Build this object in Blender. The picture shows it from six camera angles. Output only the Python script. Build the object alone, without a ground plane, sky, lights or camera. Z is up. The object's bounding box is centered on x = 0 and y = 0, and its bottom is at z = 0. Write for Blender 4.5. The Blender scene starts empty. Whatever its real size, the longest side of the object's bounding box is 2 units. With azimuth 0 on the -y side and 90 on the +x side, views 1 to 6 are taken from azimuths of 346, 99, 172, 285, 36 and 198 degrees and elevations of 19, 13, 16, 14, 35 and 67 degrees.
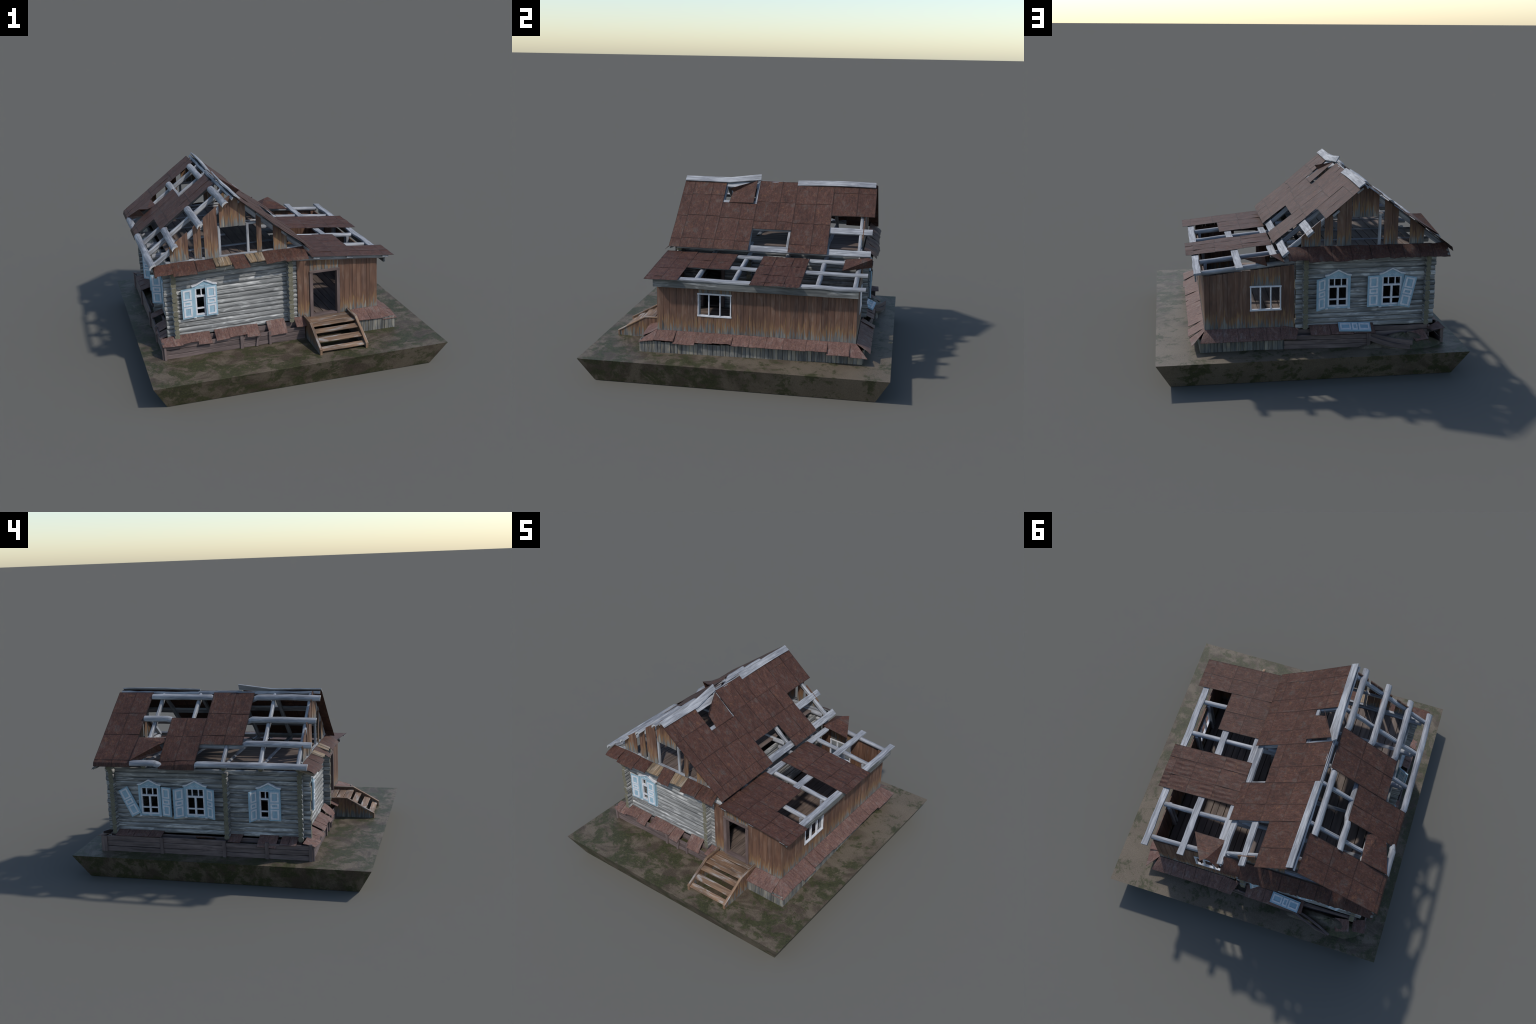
import bpy, math, random
from mathutils import Vector, Matrix, noise as mnoise

rng = random.Random(11)
V = Vector

def lerp(a, b, t):
    return a + (b - a) * t

# ------------------------------------------------------------------ materials
def new_mat(name):
    m = bpy.data.materials.new(name)
    m.use_nodes = True
    nt = m.node_tree
    bsdf = nt.nodes["Principled BSDF"]
    bsdf.inputs["Roughness"].default_value = 0.68
    bsdf.inputs["Specular IOR Level"].default_value = 0.5
    return m, nt, bsdf

class N:
    """small helper to write node trees compactly"""
    def __init__(self, nt):
        self.nt = nt
    def node(self, kind, **kw):
        n = self.nt.nodes.new(kind)
        for k, v in kw.items():
            setattr(n, k, v)
        return n
    def put(self, sock, val):
        if hasattr(val, "is_output"):
            self.nt.links.new(val, sock)
        elif val is not None:
            sock.default_value = val
    def math(self, op, a, b=None, clamp=False):
        n = self.node("ShaderNodeMath", operation=op, use_clamp=clamp)
        self.put(n.inputs[0], a)
        if b is not None:
            self.put(n.inputs[1], b)
        return n.outputs[0]
    def coords(self, scale=(1, 1, 1), kind="Object", spread=True):
        tc = self.node("ShaderNodeTexCoord")
        out = tc.outputs[kind]
        if spread:
            info = self.node("ShaderNodeObjectInfo")
            comb = self.node("ShaderNodeCombineXYZ")
            for i, k in enumerate((37.0, 91.0, 53.0)):
                self.put(comb.inputs[i], self.math("MULTIPLY", info.outputs["Random"], k))
            add = self.node("ShaderNodeVectorMath", operation="ADD")
            self.put(add.inputs[0], out)
            self.put(add.inputs[1], comb.outputs[0])
            out = add.outputs[0]
        mp = self.node("ShaderNodeMapping")
        mp.inputs["Scale"].default_value = scale
        self.put(mp.inputs["Vector"], out)
        return mp.outputs[0]
    def noise(self, vec, scale=1.0, detail=4.0, rough=0.55, dist=0.0):
        n = self.node("ShaderNodeTexNoise")
        self.put(n.inputs["Vector"], vec)
        n.inputs["Scale"].default_value = scale
        n.inputs["Detail"].default_value = detail
        n.inputs["Roughness"].default_value = rough
        n.inputs["Distortion"].default_value = dist
        return n.outputs["Fac"]
    def ramp(self, fac, stops):
        n = self.node("ShaderNodeValToRGB")
        el = n.color_ramp.elements
        while len(el) < len(stops):
            el.new(0.5)
        for e, (p, c) in zip(el, stops):
            e.position = p
            e.color = (c, c, c, 1) if isinstance(c, (int, float)) else (*c, 1)
        self.put(n.inputs[0], fac)
        return n.outputs[0]
    def step(self, fac, lo, hi):
        n = self.node("ShaderNodeMapRange", interpolation_type="SMOOTHSTEP")
        self.put(n.inputs["Value"], fac)
        n.inputs["From Min"].default_value = lo
        n.inputs["From Max"].default_value = hi
        return n.outputs[0]
    def mix(self, fac, a, b, blend="MIX"):
        n = self.node("ShaderNodeMix", data_type="RGBA", blend_type=blend)
        self.put(n.inputs["Factor"], fac)
        for s, v in ((n.inputs["A"], a), (n.inputs["B"], b)):
            if isinstance(v, tuple):
                v = (*v, 1) if len(v) == 3 else v
            self.put(s, v)
        return n.outputs["Result"]
    def vary(self, col, amount, sat=1.0, bias=0.0):
        """brightness varied per object by Object Info > Random"""
        info = self.node("ShaderNodeObjectInfo")
        val = self.math("MULTIPLY_ADD", info.outputs["Random"], 2 * amount)
        val.node.inputs[2].default_value = 1.0 - amount + bias
        hsv = self.node("ShaderNodeHueSaturation")
        hsv.inputs["Saturation"].default_value = sat
        self.put(hsv.inputs["Value"], val)
        self.put(hsv.inputs["Color"], col)
        return hsv.outputs[0]
    def bump(self, height, bsdf, strength=0.3, distance=0.002):
        n = self.node("ShaderNodeBump")
        n.inputs["Strength"].default_value = strength
        n.inputs["Distance"].default_value = distance
        self.put(n.inputs["Height"], height)
        self.put(bsdf.inputs["Normal"], n.outputs[0])

def wood(name, dark, mid, light, crack=(0.03, 0.03, 0.03), crack_amt=0.7, across=70.0, along=5.0,
         pale=None, pale_amt=0.6, dirt=(0.6, 0.6, 0.6), vary=0.12, foot=None, strength=0.35, sat=1.0):
    """weathered wood with the grain along local X; `foot` greys the lower end of upright planks"""
    m, nt, bsdf = new_mat(name)
    k = N(nt)
    grain = k.noise(k.coords((along, across, across)), 1.0, 5, 0.62, 0.5)
    blot = k.noise(k.coords((7, 24, 24)), 1.0, 4, 0.6, 0.8)
    tone = k.noise(k.coords((3.2, 9, 9)), 1.0, 3, 0.55, 0.5)
    streak = k.noise(k.coords((4, 150, 150)), 1.0, 3, 0.6)
    col = k.ramp(grain, [(0.30, dark), (0.5, mid), (0.70, light)])
    col = k.mix(k.step(tone, 0.62, 0.36), col, k.mix(1.0, col, dirt, "MULTIPLY"))
    if pale:
        col = k.mix(k.math("MULTIPLY", k.math("MULTIPLY", k.step(blot, 0.48, 0.66), k.step(grain, 0.36, 0.58)), pale_amt), col, pale)
    if foot:
        tc = k.node("ShaderNodeTexCoord")
        sep = k.node("ShaderNodeSeparateXYZ")
        k.put(sep.inputs[0], tc.outputs["Object"])
        wob = k.noise(k.coords((8, 90, 90)), 1.0, 3, 0.6)
        edge = k.math("MULTIPLY_ADD", wob, 0.30)
        edge.node.inputs[2].default_value = -0.15
        x = k.math("ADD", sep.outputs[0], edge)
        col = k.mix(k.math("MULTIPLY", k.step(x, foot["ochre"], foot["ochre"] - 0.07), 0.8), col,
                    k.ramp(streak, [(0.40, foot["c_ochre"]), (0.60, mid)]))
        col = k.mix(k.step(x, foot["grey"], foot["grey"] - 0.05), col,
                    k.ramp(grain, [(0.32, foot["g_dark"]), (0.55, foot["g_mid"]), (0.72, foot["g_light"])]))
    col = k.mix(k.math("MULTIPLY", k.step(streak, 0.40, 0.30), crack_amt), col, crack)
    col = k.vary(col, vary, sat)
    k.put(bsdf.inputs["Base Color"], col)
    k.bump(grain, bsdf, strength, 0.0015)
    return m

M = {}
M["pale_timber"] = wood("pale_timber", (0.153, 0.155, 0.160), (0.279, 0.284, 0.297), (0.387, 0.392, 0.401), (0.10, 0.10, 0.10), 0.6, 105, 6, (0.450, 0.450, 0.459), 0.45, (0.60, 0.61, 0.64), 0.07)
M["grey_log"] = wood("grey_log", (0.085, 0.087, 0.086), (0.225, 0.223, 0.215), (0.37, 0.365, 0.35), (0.04, 0.04, 0.037), 0.8, 110, 5, (0.55, 0.54, 0.52), 0.75, (0.62, 0.63, 0.64), 0.13, None, 0.4)
FOOT = dict(ochre=0.125, grey=0.062, c_ochre=(0.245, 0.142, 0.055), g_dark=(0.045, 0.047, 0.048), g_mid=(0.135, 0.135, 0.128), g_light=(0.25, 0.22, 0.16))
M["brown_plank"] = wood("brown_plank", (0.068, 0.036, 0.024), (0.122, 0.059, 0.035), (0.162, 0.092, 0.058), (0.05, 0.036, 0.028), 0.45, 48, 4, (0.216, 0.167, 0.135), 0.30, (0.70, 0.66, 0.66), 0.15, FOOT)
M["grey_plank"] = wood("grey_plank", (0.050, 0.053, 0.055), (0.145, 0.143, 0.132), (0.26, 0.215, 0.145), (0.025, 0.025, 0.025), 0.6, 60, 7, (0.33, 0.28, 0.20), 0.35, (0.62, 0.63, 0.66), 0.24)
M["ochre_plank"] = wood("ochre_plank", (0.10, 0.075, 0.05), (0.20, 0.130, 0.068), (0.28, 0.235, 0.175), (0.05, 0.042, 0.035), 0.8, 75, 7, (0.40, 0.36, 0.30), 0.4, (0.55, 0.58, 0.62), 0.18)
M["eave_wood"] = wood("eave_wood", (0.062, 0.066, 0.064), (0.118, 0.120, 0.114), (0.19, 0.19, 0.18), (0.03, 0.03, 0.03), 0.6, 70, 5, (0.36, 0.36, 0.35), 0.5, (0.65, 0.66, 0.66), 0.05)
M["fence_board"] = wood("fence_board", (0.070, 0.050, 0.047), (0.118, 0.085, 0.079), (0.160, 0.118, 0.109), (0.03, 0.023, 0.022), 0.6, 62, 6, (0.20, 0.155, 0.145), 0.35, (0.74, 0.74, 0.74), 0.10)
M["floor_board"] = wood("floor_board", (0.075, 0.054, 0.045), (0.130, 0.095, 0.078), (0.185, 0.140, 0.118), (0.03, 0.023, 0.02), 0.5, 42, 5, None, 0, (0.7, 0.7, 0.7), 0.10)
M["step_wood"] = wood("step_wood", (0.095, 0.058, 0.036), (0.190, 0.108, 0.060), (0.255, 0.172, 0.108), (0.05, 0.04, 0.035), 0.6, 75, 5, (0.30, 0.29, 0.275), 0.9, (0.60, 0.64, 0.70), 0.14)
M["door_wood"] = wood("door_wood", (0.072, 0.050, 0.046), (0.120, 0.084, 0.076), (0.165, 0.120, 0.108), (0.03, 0.02, 0.02), 0.5, 70, 6, None, 0, (0.75, 0.75, 0.75), 0.06)

def rust(name, dark, red, grey, orange, edge=0.7):
    m, nt, bsdf = new_mat(name)
    k = N(nt)
    bsdf.inputs["Roughness"].default_value = 0.66
    bsdf.inputs["Specular IOR Level"].default_value = 0.2
    big = k.noise(k.coords((16, 22, 16)), 1.0, 6, 0.72, 0.4)
    mid = k.noise(k.coords((26, 90, 60)), 1.0, 6, 0.72)
    fine = k.noise(k.coords((160, 200, 200)), 1.0, 3, 0.7)
    spots = k.noise(k.coords((38, 38, 38)), 1.0, 6, 0.72, 1.2)
    col = k.ramp(big, [(0.34, dark), (0.52, red), (0.66, grey)])
    col = k.mix(k.step(mid, 0.35, 0.7), k.mix(1.0, col, (0.55, 0.53, 0.53), "MULTIPLY"), col)
    flake = k.noise(k.coords((55, 75, 75)), 1.0, 5, 0.75)
    col = k.mix(k.math("MULTIPLY", k.step(flake, 0.55, 0.70), 0.55), col, red)
    col = k.mix(k.math("MULTIPLY", k.step(flake, 0.45, 0.32), 0.45), col, grey)
    col = k.mix(k.math("MULTIPLY", k.step(spots, 0.53, 0.68), 0.65), col, orange)
    col = k.mix(k.math("MULTIPLY", k.step(fine, 0.48, 0.70), 0.45), col, grey)
    # seam shadows painted into the colour round the rim of every tin sheet
    tc = k.node("ShaderNodeTexCoord")
    sep = k.node("ShaderNodeSeparateXYZ")
    k.put(sep.inputs[0], tc.outputs["Generated"])
    rim = None
    for i, w in ((0, 0.035), (1, 0.05)):
        d = k.math("MINIMUM", sep.outputs[i], k.math("SUBTRACT", 1.0, sep.outputs[i]))
        d = k.math("DIVIDE", d, w)
        rim = d if rim is None else k.math("MINIMUM", rim, d)
    col = k.mix(k.math("MULTIPLY", k.step(rim, 1.0, 0.2), edge), col, tuple(c * 0.42 for c in dark))
    col = k.vary(col, 0.10)
    k.put(bsdf.inputs["Base Color"], col)
    k.bump(k.math("ADD", mid, k.math("MULTIPLY", fine, 0.5)), bsdf, 0.35, 0.0015)
    return m

M["roof_tin"] = rust("rusty_roof_tin", (0.052, 0.027, 0.021), (0.086, 0.036, 0.025), (0.090, 0.064, 0.054), (0.135, 0.064, 0.031), 0.75)
M["bank_tin"] = rust("rusty_bank_tin", (0.120, 0.068, 0.058), (0.158, 0.084, 0.068), (0.190, 0.143, 0.125), (0.20, 0.11, 0.07), 0.5)

def plain_grain(name, a, b, scale=60, rough=0.7, stretch=(1, 1, 1), vary=0.05, lo=0.35, hi=0.65):
    m, nt, bsdf = new_mat(name)
    k = N(nt)
    bsdf.inputs["Roughness"].default_value = rough
    f = k.noise(k.coords(stretch), scale, 5, 0.65)
    k.put(bsdf.inputs["Base Color"], k.vary(k.ramp(f, [(lo, a), (hi, b)]), vary))
    return m
M["end_grain"] = plain_grain("end_grain", (0.100, 0.092, 0.062), (0.155, 0.143, 0.100), 90, 0.9)
M["pale_end"] = plain_grain("pale_end_grain", (0.24, 0.24, 0.24), (0.42, 0.42, 0.42), 90, 0.9)
M["blue_paint"] = plain_grain("blue_paint", (0.21, 0.325, 0.40), (0.305, 0.435, 0.505), 40, 0.6, (1, 1, 0.35), 0.04)
M["white_paint"] = plain_grain("white_paint", (0.47, 0.475, 0.50), (0.62, 0.62, 0.64), 50, 0.6, (1, 1, 1), 0.03)

def soil_mat():
    m, nt, bsdf = new_mat("grassy_soil")
    k = N(nt)
    bsdf.inputs["Roughness"].default_value = 0.58
    bsdf.inputs["Specular IOR Level"].default_value = 0.32
    v = k.coords((1, 1, 1), spread=False)
    patch = k.noise(v, 7.5, 6, 0.70, 0.4)
    blade = k.noise(v, 85, 5, 0.78, 0.6)
    sand = k.noise(k.coords((1.0, 1.5, 1), spread=False), 4.2, 5, 0.65, 0.8)
    fine = k.noise(v, 170, 3, 0.7)
    clump = k.noise(v, 30, 5, 0.75, 0.6)
    soil = k.ramp(fine, [(0.3, (0.0377, 0.0271, 0.0189)), (0.55, (0.0607, 0.0451, 0.0312)), (0.8, (0.0968, 0.0754, 0.0541))])
    pale = k.ramp(fine, [(0.3, (0.0918, 0.0730, 0.0517)), (0.7, (0.1517, 0.1214, 0.0869))])
    col = k.mix(k.math("MULTIPLY", k.step(k.math("ADD", sand, k.math("MULTIPLY", clump, 0.25)), 0.52, 0.74), 0.85), soil, pale)
    # bare trodden sand spreads over the yard behind and beside the lean-to
    tc = k.node("ShaderNodeTexCoord")
    sep = k.node("ShaderNodeSeparateXYZ")
    k.put(sep.inputs[0], tc.outputs["Object"])
    yard = k.math("ADD", k.math("MULTIPLY", sep.outputs[0], 0.6), sep.outputs[1])
    bare = k.step(k.math("ADD", yard, k.math("MULTIPLY", sand, 1.2)), 0.75, 1.6)
    col = k.mix(k.math("MULTIPLY", bare, 0.7), col, pale)
    grass = k.ramp(blade, [(0.28, (0.0123, 0.0139, 0.0066)), (0.46, (0.0279, 0.0312, 0.0115)), (0.60, (0.0492, 0.0508, 0.0197)), (0.78, (0.1025, 0.0984, 0.0492))])
    patch = k.math("SUBTRACT", patch, k.math("MULTIPLY", bare, 0.05))
    mask = k.math("ADD", patch, k.math("ADD", k.math("MULTIPLY", clump, 0.40), k.math("MULTIPLY", blade, 0.30)))
    col = k.mix(k.math("MULTIPLY", k.step(mask, 0.80, 0.91), 0.9), col, grass)
    k.put(bsdf.inputs["Base Color"], col)
    k.bump(k.math("ADD", blade, k.math("MULTIPLY", fine, 0.5)), bsdf, 0.25, 0.003)
    return m
M["soil"] = soil_mat()

# ------------------------------------------------------------------ objects
def empty(name, parent=None):
    o = bpy.data.objects.new(name, None)
    bpy.context.scene.collection.objects.link(o)
    o.empty_display_size = 0.1
    if parent:
        o.parent = parent
    return o

def add(name, verts, faces, mats, parent, matrix=None, smooth=35, mat_idx=None):
    """verts are local to `matrix`; every parent sits at the world origin"""
    me = bpy.data.meshes.new(name)
    me.from_pydata([tuple(v) for v in verts], [], faces)
    for m in (mats if isinstance(mats, (list, tuple)) else [mats]):
        me.materials.append(M[m])
    if mat_idx:
        for p, i in zip(me.polygons, mat_idx):
            p.material_index = i
    me.validate()
    me.update()
    if smooth:
        me.shade_smooth()
        me.set_sharp_from_angle(angle=math.radians(smooth))
    o = bpy.data.objects.new(name, me)
    bpy.context.scene.collection.objects.link(o)
    o.parent = parent
    if matrix is not None:
        o.matrix_local = matrix
    return o

def frame(p0, p1, up=V((0, 0, 1)), origin=0.5):
    p0, p1 = V(p0), V(p1)
    x = (p1 - p0).normalized()
    up = V(up)
    if abs(x.dot(up.normalized())) > 0.98:
        up = V((0, 1, 0)) if abs(x.y) < 0.9 else V((1, 0, 0))
    z = (up - x * up.dot(x)).normalized()
    y = z.cross(x)
    m = Matrix((x, y, z)).transposed().to_4x4()
    m.translation = p0.lerp(p1, origin)
    return m, (p1 - p0).length

def loft(rings, cap=True):
    n = len(rings[0])
    verts = [v for r in rings for v in r]
    faces = []
    for i in range(len(rings) - 1):
        for j in range(n):
            a, b = i * n + j, i * n + (j + 1) % n
            faces.append((a, b, b + n, a + n))
    if cap:
        faces.append(tuple(reversed(range(n))))
        faces.append(tuple(range((len(rings) - 1) * n, len(rings) * n)))
    return verts, faces

def plank(name, p0, p1, width, thick, mat, parent, up=(0, 0, 1), seg=None, wob=0.0012, bevel=0.0014, bow=0.0, origin=0.5,
          cut0=0.0, cut1=0.0, twist=0.0):
    """board from p0 to p1; width across, thick along `up`; ends may be cut at a slant (dx over the half width)"""
    m, L = frame(p0, p1, up, origin)
    seg = seg or max(2, min(14, int(L / 0.05)))
    w, t = width / 2, thick / 2
    b = min(bevel, t * 0.7, w * 0.7)
    rings = []
    s = rng.uniform(0, 100)
    for i in range(seg + 1):
        u = i / seg
        x = (u - origin) * L
        dy = wob * (mnoise.noise(V((s, u * L * 9, 0.3))))
        dz = wob * (mnoise.noise(V((s, u * L * 9, 7.3)))) + bow * math.sin(math.pi * u)
        ww = w + wob * mnoise.noise(V((s + 9, u * L * 14, 1.1)))
        ring = []
        a = twist * (u - 0.5)
        for y, z in ((-ww + b, -t), (ww - b, -t), (ww, -t + b), (ww, t - b), (ww - b, t), (-ww + b, t), (-ww, t - b), (-ww, -t + b)):
            cx = (cut0 * y / w if i == 0 else 0) + (cut1 * y / w if i == seg else 0)
            yy, zz = y * math.cos(a) - z * math.sin(a), y * math.sin(a) + z * math.cos(a)
            ring.append(V((x + cx, yy + dy, zz + dz)))
        rings.append(ring)
    verts, faces = loft(rings)
    return add(name, verts, faces, mat, parent, m, 30)

def round_log(name, p0, p1, ry, rz, parent, mats=("grey_log", "end_grain"), n=14, seg=None, wob=0.0012, bow=0.0, power=2.0, sway=0.0, up=(0, 0, 1)):
    m, L = frame(p0, p1, up)
    seg = seg or max(2, min(24, int(L / 0.045)))
    rings = []
    s = rng.uniform(0, 100)
    for i in range(seg + 1):
        u = i / seg
        x = (u - 0.5) * L
        k = 1 + wob / max(ry, rz) * mnoise.noise(V((s, u * L * 8, 0)))
        dz = bow * math.sin(math.pi * u) + sway * mnoise.noise(V((s + 31, u * L * 4, 2)))
        dy = sway * mnoise.noise(V((s + 17, u * L * 4, 5)))
        ring = []
        for j in range(n):
            a = 2 * math.pi * (j + 0.5) / n
            c, q = math.cos(a), math.sin(a)
            y = math.copysign(abs(c) ** (2 / power), c) * ry
            z = math.copysign(abs(q) ** (2 / power), q) * rz
            lump = 1 + 0.5 * wob / max(ry, rz) * mnoise.noise(V((s + c * 1.5, u * L * 12, q * 1.5)))
            ring.append(V((x, y * k * lump + dy, z * k * lump + dz)))
        rings.append(ring)
    verts, faces = loft(rings)
    idx = [0] * (len(faces) - 2) + [1, 1]
    return add(name, verts, faces, list(mats), parent, m, 50, idx)

def box(name, lo, hi, mat, parent, bevel=0.0012):
    """axis-aligned board, grain along its longest side"""
    lo, hi = V(lo), V(hi)
    d = hi - lo
    i = max(range(3), key=lambda k: d[k])
    c = (lo + hi) / 2
    p0, p1 = c.copy(), c.copy()
    p0[i], p1[i] = lo[i], hi[i]
    if i == 2:
        return plank(name, p0, p1, d[1], d[0], mat, parent, up=(1, 0, 0), bevel=bevel, origin=0.0)
    return plank(name, p0, p1, d[1 - i], d[2], mat, parent, bevel=bevel)

def surface_sheet(name, fn, parent, mat="roof_tin", nu=8, nv=6, thick=0.0022, matrix_axes=None, smooth=40):
    """thin closed shell of sheet metal over fn(u, v) -> world point; u runs down the slope"""
    P = [[V(fn(i / nu, j / nv)) for j in range(nv + 1)] for i in range(nu + 1)]
    c = P[nu // 2][nv // 2]
    x = (P[nu][nv // 2] - P[0][nv // 2]).normalized()
    y0 = (P[nu // 2][nv] - P[nu // 2][0]).normalized()
    z = x.cross(y0).normalized()
    if z.z < 0:
        z = -z
    y = z.cross(x)
    m = Matrix((x, y, z)).transposed().to_4x4()
    m.translation = c
    inv = m.inverted()
    top, bot = [], []
    for i in range(nu + 1):
        for j in range(nv + 1):
            a = P[min(i + 1, nu)][j] - P[max(i - 1, 0)][j]
            b = P[i][min(j + 1, nv)] - P[i][max(j - 1, 0)]
            n = a.cross(b)
            n = n.normalized() if n.length > 1e-12 else z.copy()
            if n.dot(z) < 0:
                n = -n
            top.append(inv @ (P[i][j] + n * thick / 2))
            bot.append(inv @ (P[i][j] - n * thick / 2))
    W = nv + 1
    K = len(top)
    faces = []
    flip = (P[nu][0] - P[0][0]).cross(P[0][nv] - P[0][0]).dot(z) < 0
    for i in range(nu):
        for j in range(nv):
            q = (i * W + j, (i + 1) * W + j, (i + 1) * W + j + 1, i * W + j + 1)
            faces.append(q if not flip else q[::-1])
            faces.append(tuple(K + k for k in (q[::-1] if not flip else q)))
    rim = [i * W for i in range(nu + 1)] + [nu * W + j for j in range(1, nv + 1)] + [i * W + nv for i in range(nu - 1, -1, -1)] + [j for j in range(nv - 1, 0, -1)]
    for a, b in zip(rim, rim[1:] + rim[:1]):
        q = (a, a + K, b + K, b)
        faces.append(q if not flip else q[::-1])
    return add(name, top + bot, faces, mat, parent, m, smooth)

def quad_sheet(name, a, b, c, d, parent, mat="bank_tin", ripple=0.0025, curl=0.0, freq=22, nu=8, nv=6, sag=0.0, thick=0.0022, rag=0.0):
    """sheet with upper edge a->b and lower edge d->c; curl bends the lower edge down"""
    a, b, c, d = V(a), V(b), V(c), V(d)
    s = rng.uniform(0, 100)
    n = (c - a).cross(d - b)
    n = n.normalized() if n.length > 0 else V((0, 0, 1))
    if n.z < 0:
        n = -n
    def fn(u, v):
        p = a.lerp(b, v).lerp(d.lerp(c, v), u)
        p = p + n * ripple * mnoise.noise(p * freq + V((s, 0, 0)))
        if curl and u > 0.72:
            p = p - V((0, 0, 1)) * curl * ((u - 0.72) / 0.28) ** 2
        if rag and u > 0.95:
            p = p + (c - b).normalized() * rag * mnoise.noise(V((s, v * 5, 3)))
        p = p - V((0, 0, 1)) * sag * math.sin(math.pi * u)
        return p
    return surface_sheet(name, fn, parent, mat, nu, nv, thick)

def folded_sheet(name, points, polys, parent, mat="roof_tin", thick=0.0025):
    """torn tin: flat facets joined along folds, given thickness"""
    pts = [V(p) for p in points]
    c = sum(pts, V()) / len(pts)
    m = Matrix.Translation(c)
    o = add(name, [p - c for p in pts], polys, mat, parent, m, 0)
    mod = o.modifiers.new("thickness", "SOLIDIFY")
    mod.thickness = thick
    mod.offset = 0
    return o

# ------------------------------------------------------------------ the thing
house = empty("abandoned_house")
house["label"] = "derelict log house with collapsing rusty tin roof and lean-to"
house["category"] = "abandoned house"

# ---- ground slab: top 1.914 x 2.0, undercut sides
def ground():
    hx, hy, bx, by, h = 0.957, 1.0, 0.874, 0.914, 0.170
    n = 40
    verts, faces = [], []
    for i in range(n + 1):
        for j in range(n + 1):
            x, y = -hx + 2 * hx * i / n, -hy + 2 * hy * j / n
            rim = min(i, j, n - i, n - j)
            z = h + (0.0035 * mnoise.noise(V((x * 7, y * 7, 2))) if rim > 1 else 0.0)
            verts.append(V((x, y, z)))
    W = n + 1
    for i in range(n):
        for j in range(n):
            faces.append((i * W + j, (i + 1) * W + j, (i + 1) * W + j + 1, i * W + j + 1))
    rim = [i * W for i in range(n + 1)] + [n * W + j for j in range(1, n + 1)] + [i * W + n for i in range(n - 1, -1, -1)] + [j for j in range(n - 1, 0, -1)]
    base = len(verts)
    for r in rim:
        p = verts[r]
        verts.append(V((p.x * bx / hx, p.y * by / hy, 0.0)))
    k = len(rim)
    for a in range(k):
        b = (a + 1) % k
        faces.append((rim[a], base + a, base + b, rim[b]))
    faces.append(tuple(base + a for a in reversed(range(k))))
    add("ground_plot", verts, faces, "soil", house, None, 30)
ground()

# ---- log walls
walls = empty("log_wall", house)
PITCH, COURSES = 0.0318, 14
Y_Z0, X_Z0 = 0.3035, 0.2945          # first course centres of logs along y / along x
XW, XE = -0.7285, 0.038              # wall centre lines
YF, YM, YB = -0.529, -0.040, 0.7525
WIN_Z = (0.412, 0.606)

def cut_runs(a, b, holes):
    runs, at = [], a
    for lo, hi in sorted(holes):
        if lo > at:
            runs.append((at, lo))
        at = max(at, hi)
    if at < b:
        runs.append((at, b))
    return runs

HW = 0.064
w_windows = [0.498, 0.178, -0.318]
f_window = -0.528
b_windows = [-0.167, -0.507]

def log_wall(axis, pos, a, b, z0, openings, jit=0.004):
    for k in range(COURSES):
        z = z0 + k * PITCH
        holes = [(lo, hi) for lo, hi, zl, zh in openings if zl < z < zh]
        a2, b2 = a + rng.uniform(-jit, jit), b + rng.uniform(-jit, jit)
        for lo, hi in cut_runs(a2, b2, holes):
            if axis == "y":
                p0, p1 = (pos, lo, z), (pos, hi, z)
            else:
                p0, p1 = (lo, pos, z), (hi, pos, z)
            r = 0.0165 + rng.uniform(-0.0006, 0.0006)
            round_log("log", p0, p1, r, 0.0168, walls, wob=0.0014, power=2.9, sway=0.0006)

log_wall("y", XW, -0.590, 0.806, Y_Z0, [(y - HW, y + HW, *WIN_Z) for y in w_windows])
log_wall("y", XE, -0.590, 0.806, Y_Z0, [(-0.385, -0.245, 0.29, 0.58)])
log_wall("x", YF, -0.787, 0.096, X_Z0, [(f_window - HW, f_window + HW, *WIN_Z)])
log_wall("x", YM, -0.800, 0.096, X_Z0, [(-0.45, -0.30, 0.29, 0.56)])
log_wall("x", YB, -0.787, 0.096, X_Z0, [(x - HW, x + HW, *WIN_Z) for x in b_windows])
# top plates over the front and back walls, longer than the courses below
for y, x0, x1 in ((-0.538, -0.80, 0.70), (0.760, -0.80, 0.10)):
    round_log("top_log", (x0, y, 0.738 if x1 < 0.5 else 0.742), (min(x1, 0.14), y, 0.738), 0.017, 0.017, walls, power=2.2)

# ---- floors
floors = empty("floor", house)
def board_floor(name, x0, x1, y0, y1, z, width, thick=0.010):
    x = x0
    while x < x1 - 0.01:
        w = min(width * rng.uniform(0.8, 1.2), x1 - x)
        zz = z + rng.uniform(-0.0012, 0.0012)
        plank(name, (x + w / 2, y0, zz - thick / 2), (x + w / 2, y1, zz - thick / 2), w - 0.003, thick, "floor_board", floors, seg=10)
        x += w
board_floor("attic_floor_board", -0.712, 0.020, -0.512, 0.735, 0.775, 0.055)
board_floor("house_floor_board", -0.712, 0.020, -0.512, 0.735, 0.296, 0.075)
board_floor("porch_floor_board", 0.058, 0.648, -0.545, 0.760, 0.292, 0.048)

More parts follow.
